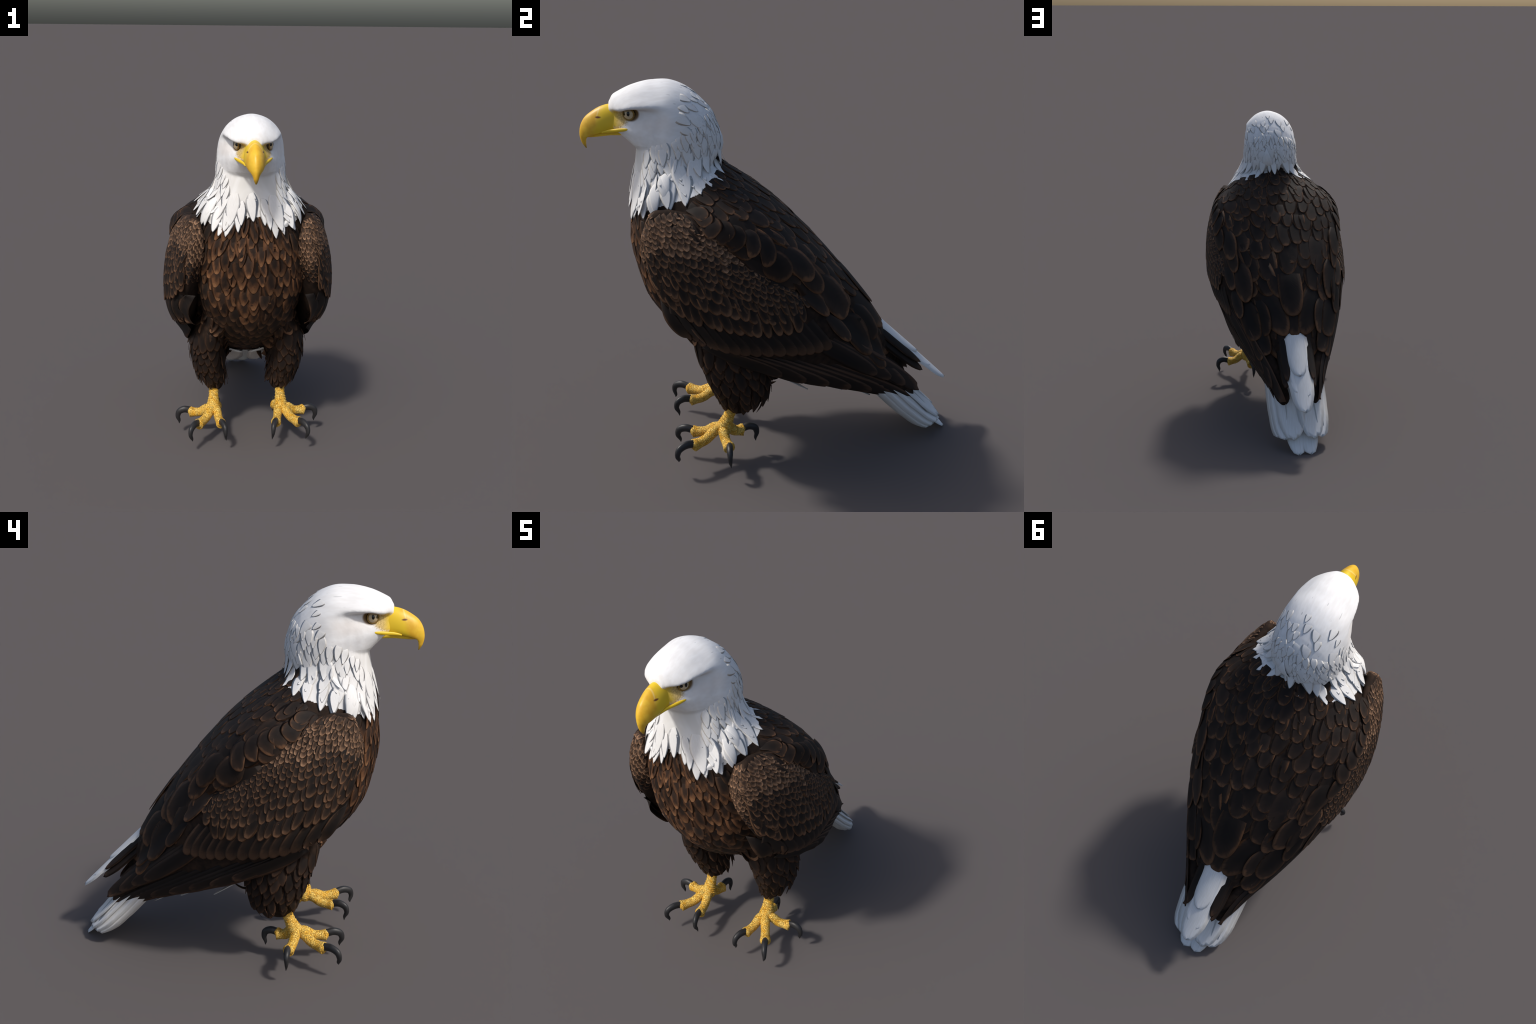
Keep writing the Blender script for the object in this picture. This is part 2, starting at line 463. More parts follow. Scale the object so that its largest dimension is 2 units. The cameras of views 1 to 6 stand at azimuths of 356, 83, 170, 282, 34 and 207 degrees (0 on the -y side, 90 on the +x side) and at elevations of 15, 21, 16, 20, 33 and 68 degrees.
def split_body(me):
    vn = [Vector(v.normal) for v in me.vertices]
    groups = {}
    for p in me.polygons:
        groups.setdefault(region(p.center), []).append(p)
    out = {}
    for key, polys in groups.items():
        used = sorted({i for p in polys for i in p.vertices})
        idx = {v: k for k, v in enumerate(used)}
        name = "leg" if key.startswith("leg") else key
        m = bpy.data.meshes.new(name)
        m.from_pydata([tuple(me.vertices[i].co) for i in used], [], [[idx[i] for i in p.vertices] for p in polys])
        m.polygons.foreach_set("use_smooth", [True] * len(m.polygons))
        m.normals_split_custom_set_from_vertices([tuple(vn[i]) for i in used])
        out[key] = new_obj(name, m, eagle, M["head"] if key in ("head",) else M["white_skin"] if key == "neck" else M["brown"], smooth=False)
    return out

M["white_skin"] = white_material("white_down")
parts = split_body(body)
torso, neck, head = parts["torso"], parts["neck"], parts["head"]
legs = {1: parts["leg_left"], -1: parts["leg_right"]}

# ---- folded wings: slices on the same sloping axis; outer outline (x, t) from top edge round to lower edge
WING = [   # s, inner x top, t top, outer x, t outer, lower x, t low, inner x low
    (-1.450, .318, .600, .340, .565, .322, .535, .295),
    (-1.41, .312, .640, .364, .550, .322, .448, .268),
    (-1.33, .335, .695, .404, .550, .322, .374, .255),
    (-1.20, .385, .730, .446, .545, .342, .322, .262),
    (-1.07, .395, .735, .475, .530, .352, .288, .280),
    (-0.95, .385, .750, .487, .505, .352, .265, .295),
    (-0.80, .365, .760, .486, .480, .362, .275, .315),
    (-0.64, .330, .785, .466, .520, .366, .318, .320),
    (-0.50, .300, .790, .424, .570, .366, .355, .305),
    (-0.35, .250, .780, .384, .600, .360, .402, .270),
    (-0.20, .210, .770, .334, .615, .306, .452, .220),
    (-0.10, .180, .765, .296, .630, .266, .490, .185),
    (0.00, .150, .765, .254, .648, .228, .526, .150),
    (0.10, .115, .775, .210, .670, .190, .562, .125),
    (0.20, .090, .770, .176, .685, .158, .600, .105),
    (0.30, .070, .745, .150, .690, .140, .640, .090),
    (0.37, .095, .700, .112, .690, .108, .675, .092),
]
def wing_row(s):
    f = float(np.interp(s, [w[0] for w in WING], range(len(WING))))
    A = np.array([w[1:] for w in WING])
    i = min(int(f), len(WING) - 2)
    g = lambda k: A[min(max(k, 0), len(WING) - 1)]
    return cr(g(i - 1), g(i), g(i + 1), g(i + 2), f - i)

def wing_mesh(sign):
    rings = []
    for s in np.linspace(WING[0][0], WING[-1][0], 90):
        xi, tt, xo, to, xl, tl, xil = wing_row(s)
        pts = []
        for k in range(12):       # upper quarter: top edge to outermost
            a = k / 12 * math.pi / 2
            pts.append((xi + (xo - xi) * math.sin(a) ** 0.8, to + (tt - to) * math.cos(a) ** 0.9))
        for k in range(13):       # lower quarter
            a = k / 12 * math.pi / 2
            pts.append((xl + (xo - xl) * math.cos(a) ** 0.95, to + (tl - to) * math.sin(a)))
        for k in range(1, 7):     # hidden inner face
            u = k / 7
            pts.append((xil + (xi - xil) * u - 0.02 * math.sin(u * math.pi), tl + 0.012 + (tt - tl - 0.012) * u))
        rings.append([st(x * sign, s, t) for x, t in pts])
    return loft(rings, name="wing")

wings = {sg: new_obj("wing", wing_mesh(sg), eagle, M["brown"]) for sg in (1, -1)}

# ------------------------------------------------------------------ feathers
def bvh_of(*objs):
    vs, ps = [], []
    for o in objs:
        b = len(vs)
        vs += [v.co.copy() for v in o.data.vertices]
        ps += [[b + i for i in p.vertices] for p in o.data.polygons]
    return BVHTree.FromPolygons(vs, ps)

B_body = bvh_of(torso, neck, head, legs[1], legs[-1])
B_all = bvh_of(torso, neck, head, legs[1], legs[-1], wings[1], wings[-1])
B_wing = {sg: bvh_of(wings[sg]) for sg in (1, -1)}

_cache = {}
def feather_mesh(kind, p, qa, qv, variant, base_w=0.55, nu=11, nv=7, th=0.0010, ragged=0.0, sink=True):
    """One vane: x 0..1 from quill to tip, y -.5..5, z in metres; qa/qv quantised sags in mm."""
    key = (kind, qa, qv, variant)
    if key in _cache:
        return _cache[key]
    rg = random.Random(variant * 77 + 3)
    ph = rg.uniform(0, 6)
    top, bot = [], []
    for i in range(nu):
        u = (i / (nu - 1))
        x = 1 - (1 - u) ** 1.45          # more rows near the tip
        if x <= X0:
            h = base_w + (1 - base_w) * math.sin(x / X0 * math.pi / 2)
        else:
            a = min((x - X0) / (1 - X0), 1.0)
            h = max(1 - a ** p, 0.0) ** (1 / p)
        h = max(h, 0.03)
        for j in range(nv):
            v = -1 + 2 * j / (nv - 1)
            y = 0.5 * v * h
            xx = x
            if ragged and x > 0.6:
                xx += ragged * math.sin(v * 7 + ph) * (x - 0.6)
                y *= 1 + ragged * math.sin(x * 23 + ph + v)
            z = qa * 0.001 * (2 * xx - 1) ** 2 + qv * 0.001 * (2 * y) ** 2
            z += 0.0012 * math.sin(3 * xx + ph) * v
            if sink and x < .35:
                z -= .007 * (1 - x / .35) ** 2
            e = 1 - abs(v) ** 3
            top.append((xx, y, z + th * 0.5 * e))
            bot.append((xx, y, z - th * (0.35 + 0.65 * e)))
    n = nu * nv
    faces = []
    for i in range(nu - 1):
        for j in range(nv - 1):
            a, b, c, d = i * nv + j, i * nv + j + 1, (i + 1) * nv + j + 1, (i + 1) * nv + j
            faces += [(a, d, c, b), (n + a, n + b, n + c, n + d)]
    rim = [i * nv for i in range(nu)] + [(nu - 1) * nv + j for j in range(1, nv)] + [i * nv + nv - 1 for i in range(nu - 2, -1, -1)] + [j for j in range(nv - 2, 0, -1)]
    for k in range(len(rim)):
        a, b = rim[k], rim[(k + 1) % len(rim)]
        faces.append((a, n + a, n + b, b))
    me = bpy.data.meshes.new(kind)
    me.from_pydata(top + bot, [], faces)
    bm = bmesh.new()
    bm.from_mesh(me)
    bmesh.ops.recalc_face_normals(bm, faces=bm.faces)
    bm.to_mesh(me)
    bm.free()
    me.polygons.foreach_set("use_smooth", [True] * len(me.polygons))
    _cache[key] = me
    return me

def height(bvh, q, n, p0, reach=0.12):
    hit = bvh.ray_cast(q + n * reach, -n, reach * 2.2)
    if hit[0] is None:
        return None
    return (hit[0] - p0).dot(n)

def lay(kind, at, flow, L, W, parent, mat, bvh, p=2.0, lift=0.008, off=0.002, twist=0.0, base_w=0.55, step=3, ragged=0.0, anchor=0.5, normal=None, max_sag=0.6):
    """Lay one feather with its middle near `at`, pointing along `flow`, bent to the surface below."""
    loc, n, _, _ = bvh.find_nearest(at)
    n = Vector(n)
    if normal is not None:
        n = (n + Vector(normal)).normalized()
    f = flow - n * flow.dot(n)
    if f.length < 1e-5:
        return None
    f.normalize()
    if twist:
        f = Matrix.Rotation(twist, 3, n) @ f
    s = n.cross(f)
    p0 = Vector(loc) + f * L * (0.5 - anchor)
    hb, ht = height(bvh, p0 - f * L * .5, n, p0), height(bvh, p0 + f * L * .5, n, p0)
    hl, hr = height(bvh, p0 + s * W * .4, n, p0), height(bvh, p0 - s * W * .4, n, p0)
    h0 = height(bvh, p0, n, p0) or 0.0
    lim = L * max_sag * 0.5
    fix = lambda a, b: (a if a is not None else (b if b is not None else 0.0))
    hb, ht = fix(hb, ht) - h0, fix(ht, hb) - h0
    hl, hr = fix(hl, hr) - h0, fix(hr, hl) - h0
    hb, ht = max(-lim, min(lim, hb)), max(-lim, min(lim, ht))
    hl, hr = max(-W * .3, min(W * .2, hl)), max(-W * .3, min(W * .2, hr))
    sa, sv = (hb + ht) / 2, (hl + hr) / 2 * 1.5
    qa, qv = int(round(sa * 1000 / step)) * step, int(round(sv * 1000 / step)) * step
    tilt, roll = math.atan2(ht - hb + lift, L), math.atan2(hl - hr, W * .8)
    tilt, roll = max(-.45, min(.40, tilt)), max(-.35, min(.35, roll))
    f2 = (f * math.cos(tilt) + n * math.sin(tilt)).normalized()
    s2 = (s * math.cos(roll) + n * math.sin(roll)).normalized()
    n2 = f2.cross(s2).normalized()
    s2 = n2.cross(f2)
    o0 = p0 + n * (h0 + off + lift * 0.4) - f2 * L * .5
    me = feather_mesh(kind, p, qa, qv, R.randrange(3), base_w, ragged=ragged)
    if not me.materials:
        me.materials.append(mat)
    o = bpy.data.objects.new(kind, me)
    if len(me.materials) and me.materials[0] != mat:
        o.material_slots[0].link = "OBJECT"
        o.material_slots[0].material = mat
    SC.objects.link(o)
    o.parent = parent
    m = Matrix(((f2.x * L, s2.x * W, n2.x, o0.x), (f2.y * L, s2.y * W, n2.y, o0.y), (f2.z * L, s2.z * W, n2.z, o0.z), (0, 0, 0, 1)))
    o.matrix_world = m
    return o

jit = lambda a: R.uniform(-a, a)

def row_points(fn, q0, q1, spacing, phase=0.0, n_fine=120):
    """Evenly spaced parameters by arc length along fn(q)."""
    qs = np.linspace(q0, q1, n_fine)
    P = np.array([list(fn(q)) for q in qs])
    d = np.concatenate([[0], np.cumsum(np.linalg.norm(np.diff(P, axis=0), axis=1))])
    k = max(1, int(round(d[-1] / spacing)))
    out = [(j + 0.5 + phase) / k for j in range(k)]
    return [float(np.interp(u * d[-1], d, qs)) for u in out if 0 <= u <= 1]

def drape(kind, base, tip, W, ray, parent, mat, bvh, p=2.4, off=.003, lift=.006, bow=0.0, base_w=.6, nu=15, nv=7, th=.0024):
    """A long vane fitted to the surface: every point is dropped along `ray`; `bow` curves the shaft sideways."""
    r = ray.normalized()
    f = tip - base
    f -= r * f.dot(r)
    L = f.length
    f.normalize()
    s = f.cross(r).normalized()
    b0 = base - r * base.dot(r)
    hits, grid = [], []
    for i in range(nu):
        x = 1 - (1 - i / (nu - 1)) ** 1.35
        if x <= X0:
            h = base_w + (1 - base_w) * math.sin(x / X0 * math.pi / 2)
        else:
            h = max(1 - ((x - X0) / (1 - X0)) ** p, 0.0) ** (1 / p)
        h = max(h, .03)
        row = []
        for j in range(nv):
            v = -1 + 2 * j / (nv - 1)
            q = b0 + f * x * L + s * (.5 * v * h * W + bow * math.sin(x * math.pi))
            hit = bvh.ray_cast(q - r * 2.5, r)
            row.append((x, .5 * v * h, v, q, None if hit[0] is None else hit[0].dot(r)))
        grid.append(row)
    known = [g[4] for row in grid for g in row if g[4] is not None]
    if not known:
        return None
    D = np.full((nu, nv), np.nan)
    for i in range(nu):
        for j in range(nv):
            if grid[i][j][4] is not None:
                D[i, j] = grid[i][j][4]
    for i in range(nu):                       # points past the edge carry on from their neighbours
        for j in range(nv):
            if np.isnan(D[i, j]):
                near = [(abs(i - a) + 1.5 * abs(j - b), D[a, b]) for a in range(nu) for b in range(nv) if grid[a][b][4] is not None]
                near.sort(key=lambda q: q[0])
                D[i, j] = np.mean([d for _, d in near[:4]]) + .006 * near[0][0]
    for _ in range(3):                        # stiff vane: it bridges small hollows
        D[1:-1] = D[1:-1] * .5 + (D[:-2] + D[2:]) * .25
        D[:, 1:-1] = D[:, 1:-1] * .5 + (D[:, :-2] + D[:, 2:]) * .25
    D0 = float(np.mean(D[:, nv // 2]))
    n = -r
    M4 = Matrix(((f.x * L, s.x * W, n.x, 0), (f.y * L, s.y * W, n.y, 0), (f.z * L, s.z * W, n.z, 0), (0, 0, 0, 1)))
    o0 = b0 + r * D0
    M4.translation = o0
    top, bot = [], []
    for i in range(nu):
        for j in range(nv):
            x, y, v, q, _ = grid[i][j]
            z = D0 - D[i, j] + off + lift * x - (.015 * (1 - x / .4) ** 2 if x < .4 else 0)
            yy = y + bow / W * math.sin(x * math.pi)
            e = 1 - abs(v) ** 3
            top.append((x, yy, z + th * .5 * e))
            bot.append((x, yy, z - th * (.35 + .65 * e)))
    m = nu * nv
    faces = []
    for i in range(nu - 1):
        for j in range(nv - 1):
            a, b, c, d = i * nv + j, i * nv + j + 1, (i + 1) * nv + j + 1, (i + 1) * nv + j
            faces += [(a, d, c, b), (m + a, m + b, m + c, m + d)]
    rim = [i * nv for i in range(nu)] + [(nu - 1) * nv + j for j in range(1, nv)] + [i * nv + nv - 1 for i in range(nu - 2, -1, -1)] + list(range(nv - 2, 0, -1))
    for k in range(len(rim)):
        a, b = rim[k], rim[(k + 1) % len(rim)]
        faces.append((a, m + a, m + b, b))
    me = bpy.data.meshes.new(kind)
    me.from_pydata(top + bot, [], faces)
    b2 = bmesh.new()
    b2.from_mesh(me)
    bmesh.ops.recalc_face_normals(b2, faces=b2.faces)
    b2.to_mesh(me)
    b2.free()
    o = new_obj(kind, me, parent, mat)
    o.matrix_world = M4
    return o

# ---- mantle and back: rows across the torso slices, growing towards the rump
def back_tract():
    rows = [(-1.29, .055, .10), (-1.215, .068, .12), (-1.13, .078, .14), (-1.045, .088, .155), (-.955, .095, .17), (-.86, .102, .185), (-.755, .112, .205),
            (-.64, .125, .23), (-.52, .145, .27), (-.40, .150, .28)]
    for k, (s, W, L) in enumerate(rows):
        for sg in (1, -1):
            lo = .56 if s > -1.15 else .48
            for q in row_points(lambda q: torso_pt(s, q), 1.0, lo, W * .74, 0.0 if k % 2 else -0.5):
                if q > .985 and sg < 0:
                    continue
                g = 1 + jit(.24)
                c = torso_pt(s - .30 * L + jit(.03), min(q + jit(.010), 1), sg)
                flow = (torso_pt(s + .04, q, sg) - torso_pt(s - .04, q, sg)).normalized()
                flow += V(-sg * .16 * (1 - q) * 2, 0, 0)
                lay("back_feather", c, flow, L * g * (1 + jit(.08)), W * g * 1.06, torso, M["back"], B_all, 2.1, lift=.003, off=.0005, twist=jit(.13), base_w=.7)
back_tract()

# ---- breast, belly and flanks
def breast_tract():
    s, k = -1.53, 0
    while s < -0.40:
        g = (s + 1.47) / 1.07
        W = .058 + .026 * math.sin(min(g * 1.1, 1) * math.pi)
        L = .135 + .02 * math.sin(g * math.pi)
        top = .42 if s > -1.3 else .36
        for sg in (1, -1):
            for q in row_points(lambda q: torso_pt(s, q), 0, top, W * .70, 0.0 if k % 2 else -0.5):
                if q < .012 and sg < 0:
                    continue
                z = 1 + jit(.2)
                c = torso_pt(s + jit(.022), max(q + jit(.012), 0), sg)
                flow = (torso_pt(s + .04, q, sg) - torso_pt(s - .04, q, sg)).normalized()
                if c.z > 1.30 and c.z > hackle_edge(c) + .01:
                    continue
                chest = g < .36 + jit(.08) and q < .25 + jit(.06)
                lay("breast_feather", c, flow, L * z * (1 + jit(.12)), W * z, torso, M["breast"] if chest else M["belly"], B_body,
                    1.6 if chest else 1.9, lift=.003, off=.002, twist=jit(.2), base_w=.8)
        s += .060 + .014 * g
        k += 1
breast_tract()

# ---- wing coverts: rows blending from the leading edge to the greater coverts (side-view y, z)
COV_TOP = [(-.655, 1.33), (-.620, 1.395), (-.555, 1.425), (-.48, 1.425), (-.40, 1.39), (-.30, 1.335), (-.20, 1.27), (-.09, 1.20), (.02, 1.14), (.13, 1.09)]
COV_LOW = [(-.595, 1.06), (-.54, 1.00), (-.475, .948), (-.40, .920), (-.31, .890), (-.22, .864), (-.13, .850), (-.04, .840), (.03, .838), (.095, .848)]
STEPS = [.020, .020, .021, .022, .024, .026, .029, .033, .038, .043, .049, .060, .085]     # exposed depth of each row, top to bottom

def side_hit(sg, y, z):
    h = B_wing[sg].ray_cast(V(sg * 1.5, y, z), V(-sg, 0, 0))
    if h[0] is None:
        h = B_wing[sg].find_nearest(V(sg * .45, y, z))
    return Vector(h[0])

def covert_tract(sg):
    wing = wings[sg]
    cum = np.cumsum(STEPS) / sum(STEPS)
    for k, ex in enumerate(STEPS):
        v = cum[k]
        fn = lambda u: spline(COV_TOP, u) * (1 - v) + spline(COV_LOW, u) * v
        W = .023 + .46 * ex if ex < .055 else .055
        L = ex * 2.5 if ex < .08 else .185
        for u in row_points(lambda q: list(fn(q)), 0, 1, W * .84, 0.0 if k % 2 else -.5):
            if u > .72 and k < 5 and k % 2:
                continue
            d = spline(COV_LOW, u) - spline(COV_TOP, u)
            span = np.linalg.norm(d)
            d = d / span
            sc = min(1.0, .45 + span / .80)
            tip = fn(u) + np.array([jit(.006), jit(.006)])
            d = d * .8 + np.array([.22 + .2 * (1 - v) - .25 * max(0, u - .6), -.15])
            d = d / np.linalg.norm(d)
            l = L * sc * (1 + jit(.14))
            P = side_hit(sg, *(tip - d * l * .46))
            pale = v < .36 - .45 * max(0, u - .35) + jit(.07)
            kind = "lesser_covert" if k < 6 else "wing_covert"
            g = 1 + jit(.2)
            lay(kind, P, V(0, d[0], d[1]), l, W * sc ** .5 * 1.10 * g, wing, M["lesser"] if pale else M["covert"], B_wing[sg], 2.2, lift=.0025 + .004 * v, off=.002 + .007 * v, twist=jit(.14), base_w=.8, step=2)
    # three overlapping coverts closing the front of the greater row
    for k, (y, z) in enumerate([(-.498, .973), (-.512, 1.017), (-.521, 1.054), (-.58, 1.02)]):
        d = np.array([.30, -.95])
        P = side_hit(sg, *(np.array([y, z]) - d * .065))
        lay("wing_covert", P, V(0, *d), .14, .058, wing, M["covert"], B_wing[sg], 2.2, lift=.006, off=.006 + .001 * k, base_w=.6, step=2)

# leading edge: the rounded bend of the wing seen from the front
def bend_tract(sg):
    for k in range(15):
        z = 1.455 - k * .026
        W = .023 + .0007 * k
        for i, x in enumerate(np.arange(.268, .45, W * .80)):
            h = B_wing[sg].ray_cast(V(sg * (x + W * .4 * (k % 2) + jit(.003)), -1.2, z + jit(.005)), V(0, 1, 0))
            if h[0] is None or h[0].y > -.42:
                continue
            lay("bend_covert", Vector(h[0]), V(sg * .30, .2, -1), .042 * (1 + jit(.15)), W * 1.12, wings[sg], M["lesser"] if k < 11 + jit(2) else M["covert"], B_wing[sg], 2.1, lift=.0025, off=.001, twist=jit(.25), base_w=.8, step=2)

SEC_TIP = [(-.47, .785), (-.348, .757), (-.25, .742), (-.161, .730), (-.05, .714), (.06, .700), (.14, .695), (.223, .703)]
def flight_tract(sg):
    wing = wings[sg]
    r = V(-sg, 0, 0)
    p3 = lambda a: V(0, a[0], a[1])
    # primaries: long narrow vanes fanned along the lower edge, tips reaching past the rump
    n = 7
    for k in range(n):
        u = k / (n - 1)
        tip = np.array([-.02 + .76 * u, .572 - .345 * u ** .95 + .014 * math.sin(math.pi * u)])
        base = np.array([-.40 + .50 * u, .76 - .10 * u])
        drape("primary_feather", p3(base), p3(tip), .092 - .012 * u, r, wing, M["flight"], B_wing[sg], 2.6, off=.002 + .0007 * (n - k), lift=.004, bow=.010, base_w=.7)
    for k in range(4):       # upper tips behind the secondaries
        u = k / 3
        drape("primary_feather", p3((.10 + .14 * u, .80 - .05 * u)), p3((.50 + .27 * u, .47 - .18 * u)), .085, r, wing, M["flight"], B_wing[sg], 2.4, off=.006 + .0006 * k, lift=.004, bow=.006, base_w=.8)
    n = 14
    for k in range(n):
        u = k / (n - 1)
        tip = spline(SEC_TIP, u)
        d = np.array([.52 + .10 * u, -.85])
        d /= np.linalg.norm(d)
        drape("secondary_feather", p3(tip - d * .25), p3(tip), .072 + jit(.006), r, wing, M["second"], B_wing[sg], 2.7, off=.003 + .0004 * (n - k), lift=.005, bow=-.006, base_w=.85 if k > 3 else .12)
    for k, (ty, tz, L) in enumerate([(-.485, .845, .20), (-.435, .795, .24), (-.375, .75, .26)]):
        d = np.array([.36, -.93])
        t = np.array([ty, tz])
        drape("alula_feather", p3(t - d * L), p3(t), .068, r, wing, M["flight"], B_wing[sg], 2.4, off=.002 + .0005 * k, lift=.003, base_w=.10)

# ---- tertials and long scapulars draped over the rear of each wing
def tertial_tract(sg):
    r = V(-sg * .45, -.62, -.62).normalized()
    spec = [   # tip x, s, t, length, width
        (.426, -1.243, .74, .11, .050), (.405, -1.27, .745, .10, .045), (.455, -1.19, .735, .12, .055), (.46, -1.13, .742, .13, .055), (.462, -1.07, .745, .14, .062), (.452, -.99, .755, .16, .07), (.44, -.90, .765, .18, .085), (.41, -.78, .79, .19, .10),
        (.335, -.573, .836, .24, .10), (.333, -.663, .824, .24, .12), (.255, -.356, .79, .30, .150), (.345, -.47, .745, .24, .085), (.231, -.094, .74, .30, .15), (.30, -.27, .70, .22, .08),
        (.16, -.10, .80, .26, .12), (.17, .02, .74, .24, .12), (.20, .04, .70, .22, .08)]
    for k, (x, s, t, L, W) in enumerate(sorted(spec, key=lambda q: -q[1])):
        tip = st(sg * x, s, t)
        base = st(sg * (x + .02 + .08 * L), s - L, t + .015) if s > -.85 else st(sg * (x - .03), s - L * .75, t + L * .62)
        drape("tertial_feather", base, tip, W, r, wings[sg], M["back"], B_all, 2.3, off=.007 + .0004 * k, lift=.006, bow=.004 * sg, base_w=.25)

for sg in (1, -1):
    flight_tract(sg)
    covert_tract(sg)
    bend_tract(sg)
    tertial_tract(sg)
# the two broad feathers closing the middle of the rump
dors = V(0, -C45, -C45)
for sg in (1, -1):
    drape("rump_feather", st(sg * .19, -.22, .84), st(sg * .075, .06, .815), .12, dors, torso, M["back"], B_all, 2.2, off=.001, lift=.003, base_w=.6)
    drape("rump_feather", st(sg * .23, -.34, .86), st(sg * .15, -.02, .80), .13, dors, torso, M["back"], B_all, 2.2, off=.002, lift=.003, base_w=.6)
    drape("rump_feather", st(sg * .21, -.46, .90), st(sg * .055, -.07, .865), .16, dors, torso, M["back"], B_all, 2.0, off=.003, lift=.004, base_w=.6)
drape("rump_feather", st(0, -.45, .95), st(0, -.06, .87), .13, dors, torso, M["back"], B_all, 2.4, off=.002, lift=.004, base_w=.8)
drape("rump_feather", st(0, -.55, .95), st(0, -.185, .90), .165, dors, torso, M["back"], B_all, 2.4, off=.006, lift=.008, base_w=.8)

# ---- white plumage: low broad feathers on hind crown and cheeks, then pointed hackles down the neck
def crown_tract():
    for k, y in enumerate([-.275, -.30, -.33, -.365, -.405, -.45]):
        pt = lambda q, yy=y: V(*(lambda a: (a[0], yy, a[1]))(spline(skull_row(yy), q, True)))
        for sg in (1, -1):
            for q in row_points(pt, 0, .80 - .03 * k, .036 + .004 * k, 0.0 if k % 2 else -.5):
                if (q < .012 and sg < 0) or R.random() < .10 + .07 * k:
                    continue
                c = pt(min(max(q + jit(.02), 0), 1))
                c.y += jit(.016)
                c.x *= sg
                g = 1 + jit(.3)
                lay("crown_feather", c, V(sg * .08, 1, -.55 - .75 * q), .080 * g, .046 * g, head, M["white"], B_body, 1.45, lift=.0045, off=-.001, twist=jit(.3), base_w=.15, ragged=.03, step=1)
crown_tract()

HACKLE_TIP = ([0, .30, .55, .85, 1.2, 1.6, 2.1, 2.7, 3.15], [1.440, 1.410, 1.370, 1.385, 1.42, 1.450, 1.500, 1.553, 1.575])
def hackle(a, ztip, L, W, lift=.006):
    dirv = V(math.sin(a), -math.cos(a), 0)
    h = B_body.ray_cast(V(0, -.47, ztip + L * .48) + dirv * .9, -dirv)
    if h[0] is None:
        return
    flow = V(math.sin(a) * .25, .15 * math.sin(abs(a)) - .05, -1)
    lay("hackle_feather", Vector(h[0]), flow, L, W, neck, M["white"], B_body, 1.35, lift=lift, off=.001 + .3 * max(0, lift - .006), twist=jit(.14), base_w=.10, ragged=.025, step=2)

def hackle_tract():
    rows = 7
    for k in range(rows):
        v = k / (rows - 1)
        W = .046 + .024 * v
        L = .090 + .085 * v
        n = int(2 * math.pi * .225 / (W * .84))
        for j in range(n):
            a = -math.pi + (j + .5 * (k % 2)) / n * 2 * math.pi + jit(.05)
            sd = abs(a)
            if sd < .62 and v < .75:
                continue                    # smooth throat
            top = float(np.interp(sd, [0, .5, 1.0, 1.5, 2.2, 3.15], [1.55, 1.58, 1.64, 1.69, 1.77, 1.80]))
            low = float(np.interp(sd, *HACKLE_TIP))
            g = 1 + jit(.2 + .14 * v)
            if sd > 2.0:
                g *= .85
            if sd < .45:
                g *= .74
            hackle(a, top + (low - top) * v + jit(.014), L * g, W * g, (.005 + .007 * v * v) * (1 if sd < 1.2 else .6))
    for sg in (1, -1):                      # long locks framing the chest
        for a, z, L, W in [(.48, 1.358, .24, .078), (.62, 1.362, .20, .066), (.34, 1.392, .18, .056), (.78, 1.380, .16, .066), (1.02, 1.405, .13, .06), (1.30, 1.43, .13, .06)]:
            hackle(sg * a + jit(.03), z + jit(.008), L, W, .013)
hackle_tract()

# ---- thigh feathers, ragged at the hem
def thigh_tract(sg):
    zs = [.62, .565, .512, .46, .412, .368, .335]
    for k, z in enumerate(zs):
        W = .066 - .016 * k / 6
        L = .115
        cx, cy, w, d = (interp(THIGH, z, i) for i in (1, 2, 3, 4))
        n = int(math.pi * (w + d) / (W * .82))
        for j in range(n):
            a = (j + .5 * (k % 2)) / n * 2 * math.pi + jit(.08)
            P = thigh_pt(z + .03 + jit(.012), a, sg)
            if z > .5 and math.sin(a) < -.5:
                continue
            rear = math.cos(a) < .1
            flow = thigh_pt(z - .06, a, sg, .014) - thigh_pt(z, a, sg)
            flow += V(0, .35 if rear else .05, -.6) * .05
            g = 1 + jit(.18)
            lay("thigh_feather", P, flow, L * g * (1.12 if rear else 1), W * g, legs[sg], M["thigh"], B_body, 1.6, lift=.012 + (.012 if rear else 0) + (.006 if k > 4 else 0), off=.001, twist=jit(.3), base_w=.8, ragged=.08)
for sg in (1, -1):
    thigh_tract(sg)

# ------------------------------------------------------------------ tail
def plate(name, base, tip, W, up, parent, mat, p=2.4, sag=0.0, cross=-6, base_w=.8, th=.004):
    """A single stiff feather from base to tip, face turned towards `up`."""
    f = tip - base
    L = f.length
    f.normalize()
    n = (up - f * up.dot(f)).normalized()
    s = n.cross(f)
    me = feather_mesh(name, p, sag, cross, R.randrange(3), base_w, nu=13, nv=7, th=th, ragged=.03, sink=False)
    if not me.materials:
        me.materials.append(mat)
    o = bpy.data.objects.new(name, me)
    SC.objects.link(o)
    o.parent = parent
    o.matrix_world = Matrix(((f.x * L, s.x * W, n.x, base.x), (f.y * L, s.y * W, n.y, base.y), (f.z * L, s.z * W, n.z, base.z), (0, 0, 0, 1)))
    return o

def arch(u, k, drop):
    """Arched cross-section of the folded tail: u = -1..1 from side to side at width k."""
    a = u * 1.75
    return k * math.sin(a) / math.sin(1.57), -drop * (1 - math.cos(a)) * .8

